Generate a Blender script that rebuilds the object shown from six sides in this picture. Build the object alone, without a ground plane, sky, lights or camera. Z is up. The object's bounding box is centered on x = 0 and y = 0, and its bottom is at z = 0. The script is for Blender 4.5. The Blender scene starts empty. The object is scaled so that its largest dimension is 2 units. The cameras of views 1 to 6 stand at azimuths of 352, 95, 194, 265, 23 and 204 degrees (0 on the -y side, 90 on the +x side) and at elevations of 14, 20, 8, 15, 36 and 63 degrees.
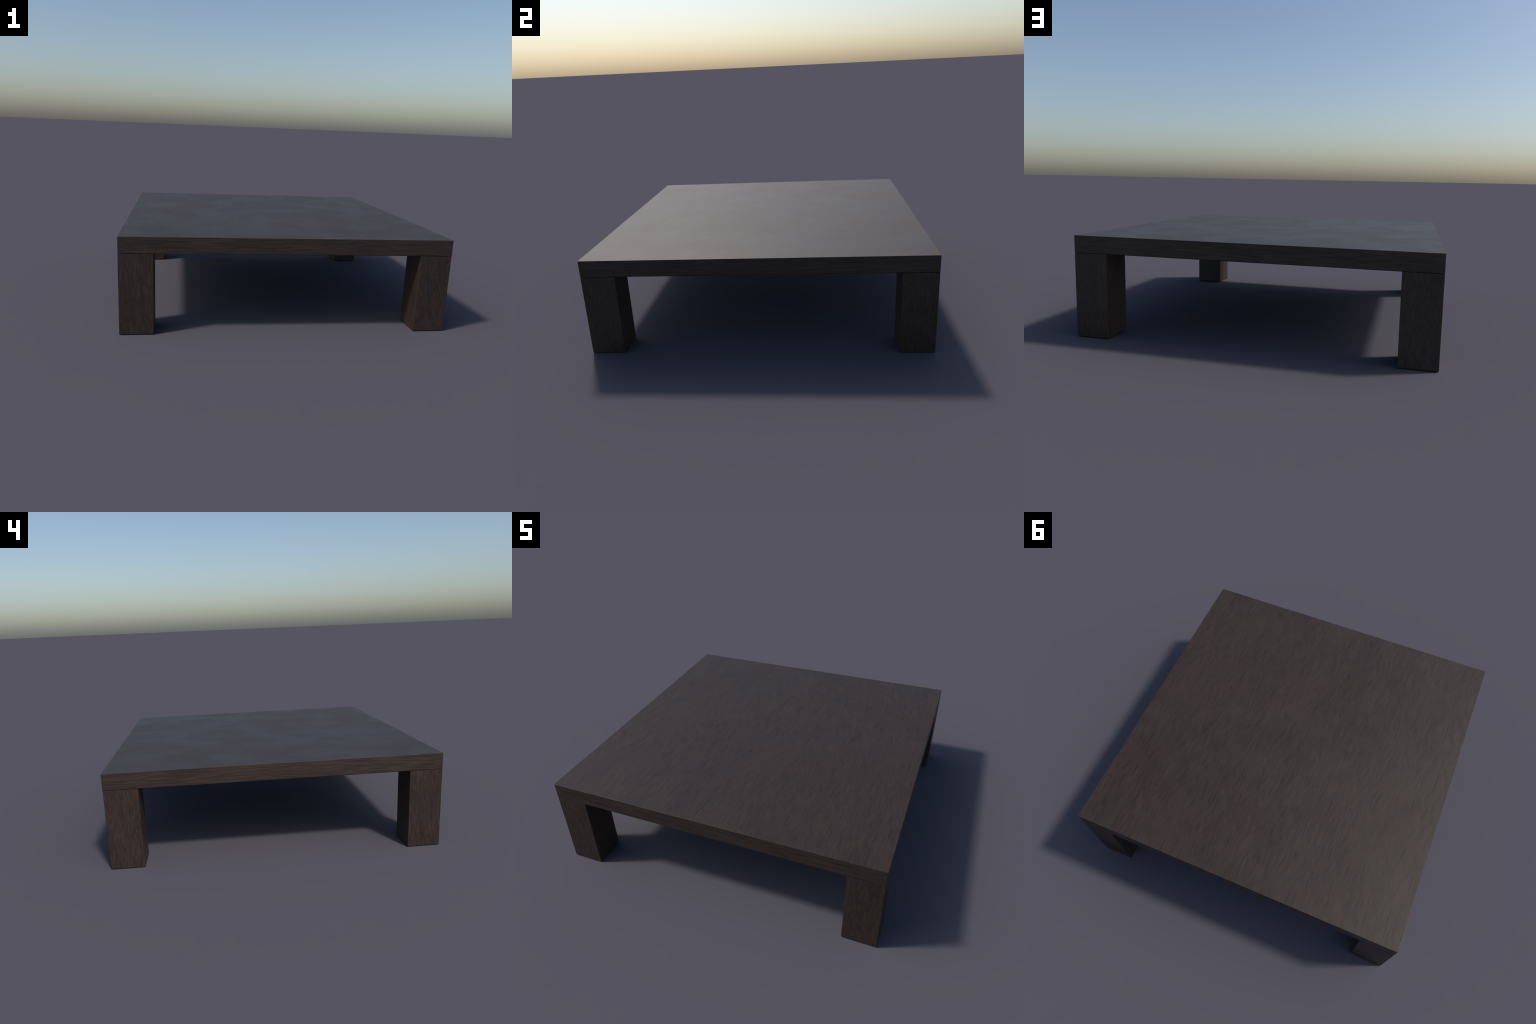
"""A low square coffee table of dark stained oak: one thick slab top on four
square block legs that stand flush with its corners."""
import math
import bpy
import bmesh

# ----------------------------------------------------------------- sizes (m)
SIDE = 1.9990            # square top
HEIGHT = 0.5833         # floor to top surface
SLAB = 0.0990           # thickness of the slab
LEG = 0.1992            # square section of a leg
EASE = 0.0007           # softening of the slab's upper rim
CORNER = 0.0030         # rounding of all upright edges
UNDERCUT = 0.0033       # chamfer round the slab's lower rim
FOOT = 0.0033           # chamfer round the sole of a leg
SEAM = 0.0006           # hairline joint between slab and leg


# ------------------------------------------------------------------ materials
class Graph:
    """Small helper that makes node wiring readable."""

    def __init__(self, name):
        self.mat = bpy.data.materials.new(name)
        self.mat.use_nodes = True
        self.nt = self.mat.node_tree
        self.nt.nodes.clear()

    def node(self, kind, **props):
        n = self.nt.nodes.new(kind)
        for k, v in props.items():
            setattr(n, k, v)
        return n

    def put(self, value, socket):
        if isinstance(value, bpy.types.NodeSocket):
            self.nt.links.new(value, socket)
        else:
            socket.default_value = value

    def math(self, op, a, b=0.0, clamp=False):
        n = self.node('ShaderNodeMath', operation=op, use_clamp=clamp)
        self.put(a, n.inputs[0])
        self.put(b, n.inputs[1])
        return n.outputs[0]

    def vmath(self, op, a, b):
        n = self.node('ShaderNodeVectorMath', operation=op)
        self.put(a, n.inputs[0])
        self.put(b, n.inputs[1])
        return n.outputs[0]

    def noise(self, vec, scale, detail=2.0, rough=0.5, distortion=0.0):
        n = self.node('ShaderNodeTexNoise')
        n.inputs['Scale'].default_value = scale
        n.inputs['Detail'].default_value = detail
        n.inputs['Roughness'].default_value = rough
        n.inputs['Distortion'].default_value = distortion
        self.put(vec, n.inputs['Vector'])
        return n.outputs['Fac']

    def remap(self, v, lo, hi, to_lo=0.0, to_hi=1.0, smooth=True):
        n = self.node('ShaderNodeMapRange',
                      interpolation_type='SMOOTHSTEP' if smooth else 'LINEAR')
        n.clamp = True
        self.put(v, n.inputs['Value'])
        for k, x in zip(('From Min', 'From Max', 'To Min', 'To Max'),
                        (lo, hi, to_lo, to_hi)):
            n.inputs[k].default_value = x
        return n.outputs['Result']

    def mix(self, fac, a, b, blend='MIX'):
        n = self.node('ShaderNodeMix', data_type='RGBA', blend_type=blend)
        self.put(fac, n.inputs[0])
        self.put(a, n.inputs[6])
        self.put(b, n.inputs[7])
        return n.outputs[2]


def wood(name, grain_axis, pale, dark, streak, gloss, cloud=0.0, vary=False,
         relief=0.1, pores=0.8, fibre_scale=95.0, fibre_run=0.06,
         dash_scale=62.0, dash_run=0.13, wave=0.03, crisp=0.14,
         ruddy=0.0, sparse=0.0):
    """Stained open-pored oak veneer.  grain_axis: 0 x, 1 y, 2 z.
    *_scale is lines per metre across the grain, *_run the stretch along it."""
    g = Graph(name)
    co = g.node('ShaderNodeTexCoord').outputs['Object']
    if vary:                        # every leg is cut from another board
        rnd = g.node('ShaderNodeObjectInfo').outputs['Random']
        shift = g.node('ShaderNodeCombineXYZ')
        for i, k in enumerate((17.0, 31.0, 23.0)):
            g.put(g.math('MULTIPLY', rnd, k), shift.inputs[i])
        co = g.vmath('ADD', co, shift.outputs[0])

    # the grain wanders slowly sideways
    wander = g.node('ShaderNodeTexNoise')
    wander.inputs['Scale'].default_value = 4.0
    wander.inputs['Detail'].default_value = 2.0
    g.put(co, wander.inputs['Vector'])
    off = g.vmath('SUBTRACT', wander.outputs['Color'], (0.5, 0.5, 0.5))
    off = g.vmath('MULTIPLY', off, (wave, wave, wave))
    bent = g.vmath('ADD', co, off)

    def along(k):                   # squeeze the coordinate along the grain
        s = [1.0, 1.0, 1.0]
        s[grain_axis] = k
        return g.vmath('MULTIPLY', bent, tuple(s))

    fibre = g.noise(along(fibre_run), fibre_scale, 3.0, 0.6, 0.2)  # fibres
    dash = g.noise(along(dash_run), dash_scale, 2.0, 0.5, 0.5)     # pores
    board = g.noise(along(0.16), 14.0, 3.0, 0.55, 0.4)             # bands
    cloudy = g.noise(co, 2.2, 2.0, 0.5, 0.2)                       # mottling

    pore = g.remap(dash, 0.55 + sparse, 0.67 + sparse)
    line = g.remap(fibre, 0.5 - crisp, 0.5 + crisp)
    band = g.remap(board, 0.30, 0.70)
    mott = g.remap(cloudy, 0.30, 0.70)

    tone = g.math('ADD', g.math('MULTIPLY', line, 0.66),
                  g.math('MULTIPLY', band, 0.20))
    tone = g.math('ADD', tone, g.math('MULTIPLY', mott, 0.14))
    col = g.mix(tone, dark, pale)
    if ruddy:                       # broad, faint drifts of redder colour
        drift = g.remap(g.noise(co, 1.3, 1.0), 0.35, 0.65, 0.0, ruddy)
        col = g.mix(drift, col, (1.0, 0.80, 0.72, 1), 'MULTIPLY')
    col = g.mix(g.math('MULTIPLY', pore, pores), col, streak)

    out = g.node('ShaderNodeOutputMaterial')
    b = g.node('ShaderNodeBsdfPrincipled')
    g.put(col, b.inputs['Base Color'])

    # sheen of the lacquer is uneven: large duller clouds, soft edged
    smear = g.noise(co, 3.4, 3.5, 0.55, 0.1)
    smear = g.remap(smear, 0.34, 0.66)
    r = g.math('ADD', gloss, g.math('MULTIPLY', smear, cloud))
    r = g.math('ADD', r, g.math('MULTIPLY', pore, 0.015))
    r = g.math('ADD', r, g.math('MULTIPLY', g.math('SUBTRACT', line, 0.5), 0.05))
    g.put(r, b.inputs['Roughness'])
    b.inputs['IOR'].default_value = 1.5

    h = g.math('ADD', g.math('MULTIPLY', fibre, 0.6),
               g.math('MULTIPLY', pore, -0.4))
    bump = g.node('ShaderNodeBump')
    bump.inputs['Strength'].default_value = relief
    bump.inputs['Distance'].default_value = 0.003
    g.put(h, bump.inputs['Height'])
    g.put(bump.outputs['Normal'], b.inputs['Normal'])
    g.nt.links.new(b.outputs[0], out.inputs['Surface'])
    return g.mat


PALE = (0.0420, 0.0262, 0.0185, 1)
DARK = (0.0225, 0.0132, 0.0092, 1)
STREAK = (0.0140, 0.0085, 0.0060, 1)
POST_PALE = (0.0490, 0.0290, 0.0198, 1)
POST_DARK = (0.0190, 0.0112, 0.0080, 1)

top_wood = wood('oak_face', 1, PALE, DARK, STREAK, 0.445, 0.075,
                fibre_scale=150.0, fibre_run=0.07, dash_scale=108.0,
                dash_run=0.085, pores=0.8, relief=0.06, ruddy=0.35,
                sparse=0.025)
edge = dict(fibre_scale=150.0, fibre_run=0.035, dash_scale=165.0,
            dash_run=0.04, relief=0.28, wave=0.015, pores=0.6, crisp=0.10)
side_wood_y = wood('oak_edge_lengthwise', 1, POST_PALE, POST_DARK, STREAK,
                   0.5, 0.06, **edge)
side_wood_x = wood('oak_edge_crosswise', 0, POST_PALE, POST_DARK, STREAK,
                   0.5, 0.06, **edge)
leg_wood = wood('oak_post', 2, POST_PALE, POST_DARK, STREAK, 0.5, 0.06,
                vary=True, relief=0.30, crisp=0.10, fibre_scale=170.0, fibre_run=0.10,
                dash_scale=150.0, dash_run=0.13, wave=0.04, pores=0.55)


# ------------------------------------------------------------------- geometry
def rounded_block(name, size, edge, upper, lower):
    """Box about its own centre, lofted through rounded rectangles.  `edge`
    rounds the uprights; the rims are eased inwards by `upper` (rounded) and
    `lower` (a plain 45 degree chamfer)."""
    hx, hy, hz = (c / 2 for c in size)
    rings = [(-hz, lower), (-hz + lower, 0.0), (hz - upper, 0.0),
             (hz - 0.29 * upper, 0.29 * upper), (hz, upper)]
    steps = 3
    bm = bmesh.new()
    loops = []
    for z, inset in rings:
        r = max(edge - inset, 0.0003)
        loop = []
        for k, (sx, sy) in enumerate(((1, 1), (-1, 1), (-1, -1), (1, -1))):
            cx, cy = sx * (hx - inset - r), sy * (hy - inset - r)
            for i in range(steps + 1):
                a = math.pi / 2 * (k + i / steps)
                loop.append(bm.verts.new((cx + r * math.cos(a),
                                          cy + r * math.sin(a), z)))
        loops.append(loop)
    n = len(loops[0])
    for low, high in zip(loops, loops[1:]):
        for i in range(n):
            j = (i + 1) % n
            bm.faces.new((low[i], low[j], high[j], high[i]))
    bm.faces.new(list(reversed(loops[0])))
    bm.faces.new(loops[-1])
    bmesh.ops.recalc_face_normals(bm, faces=bm.faces)
    me = bpy.data.meshes.new(name)
    bm.to_mesh(me)
    bm.free()
    return me


def add(name, mesh, parent, loc):
    ob = bpy.data.objects.new(name, mesh)
    bpy.context.scene.collection.objects.link(ob)
    ob.parent = parent
    ob.location = loc
    return ob


table = bpy.data.objects.new('coffee_table', None)
bpy.context.scene.collection.objects.link(table)
table['label'] = 'low square coffee table of dark brown wood with four block legs'
table['category'] = 'coffee table'

# slab: grain runs along y over the face, lengthwise round the four edges
slab = rounded_block('tabletop', (SIDE, SIDE, SLAB), CORNER, EASE, UNDERCUT)
for m in (top_wood, side_wood_y, side_wood_x):
    slab.materials.append(m)
for p in slab.polygons:
    ax = [abs(c) for c in p.normal]
    p.material_index = 0 if ax[2] > 0.72 else (1 if ax[0] >= ax[1] else 2)
add('tabletop', slab, table, (0, 0, HEIGHT - SLAB / 2))

# legs: one mesh, four corners
leg_h = HEIGHT - SLAB - SEAM
leg = rounded_block('leg', (LEG, LEG, leg_h), CORNER, 0.0004, FOOT)
leg.materials.append(leg_wood)
reach = SIDE / 2 - LEG / 2
for sx, sy in ((-1, -1), (1, -1), (1, 1), (-1, 1)):
    add('leg', leg, table, (sx * reach, sy * reach, leg_h / 2))
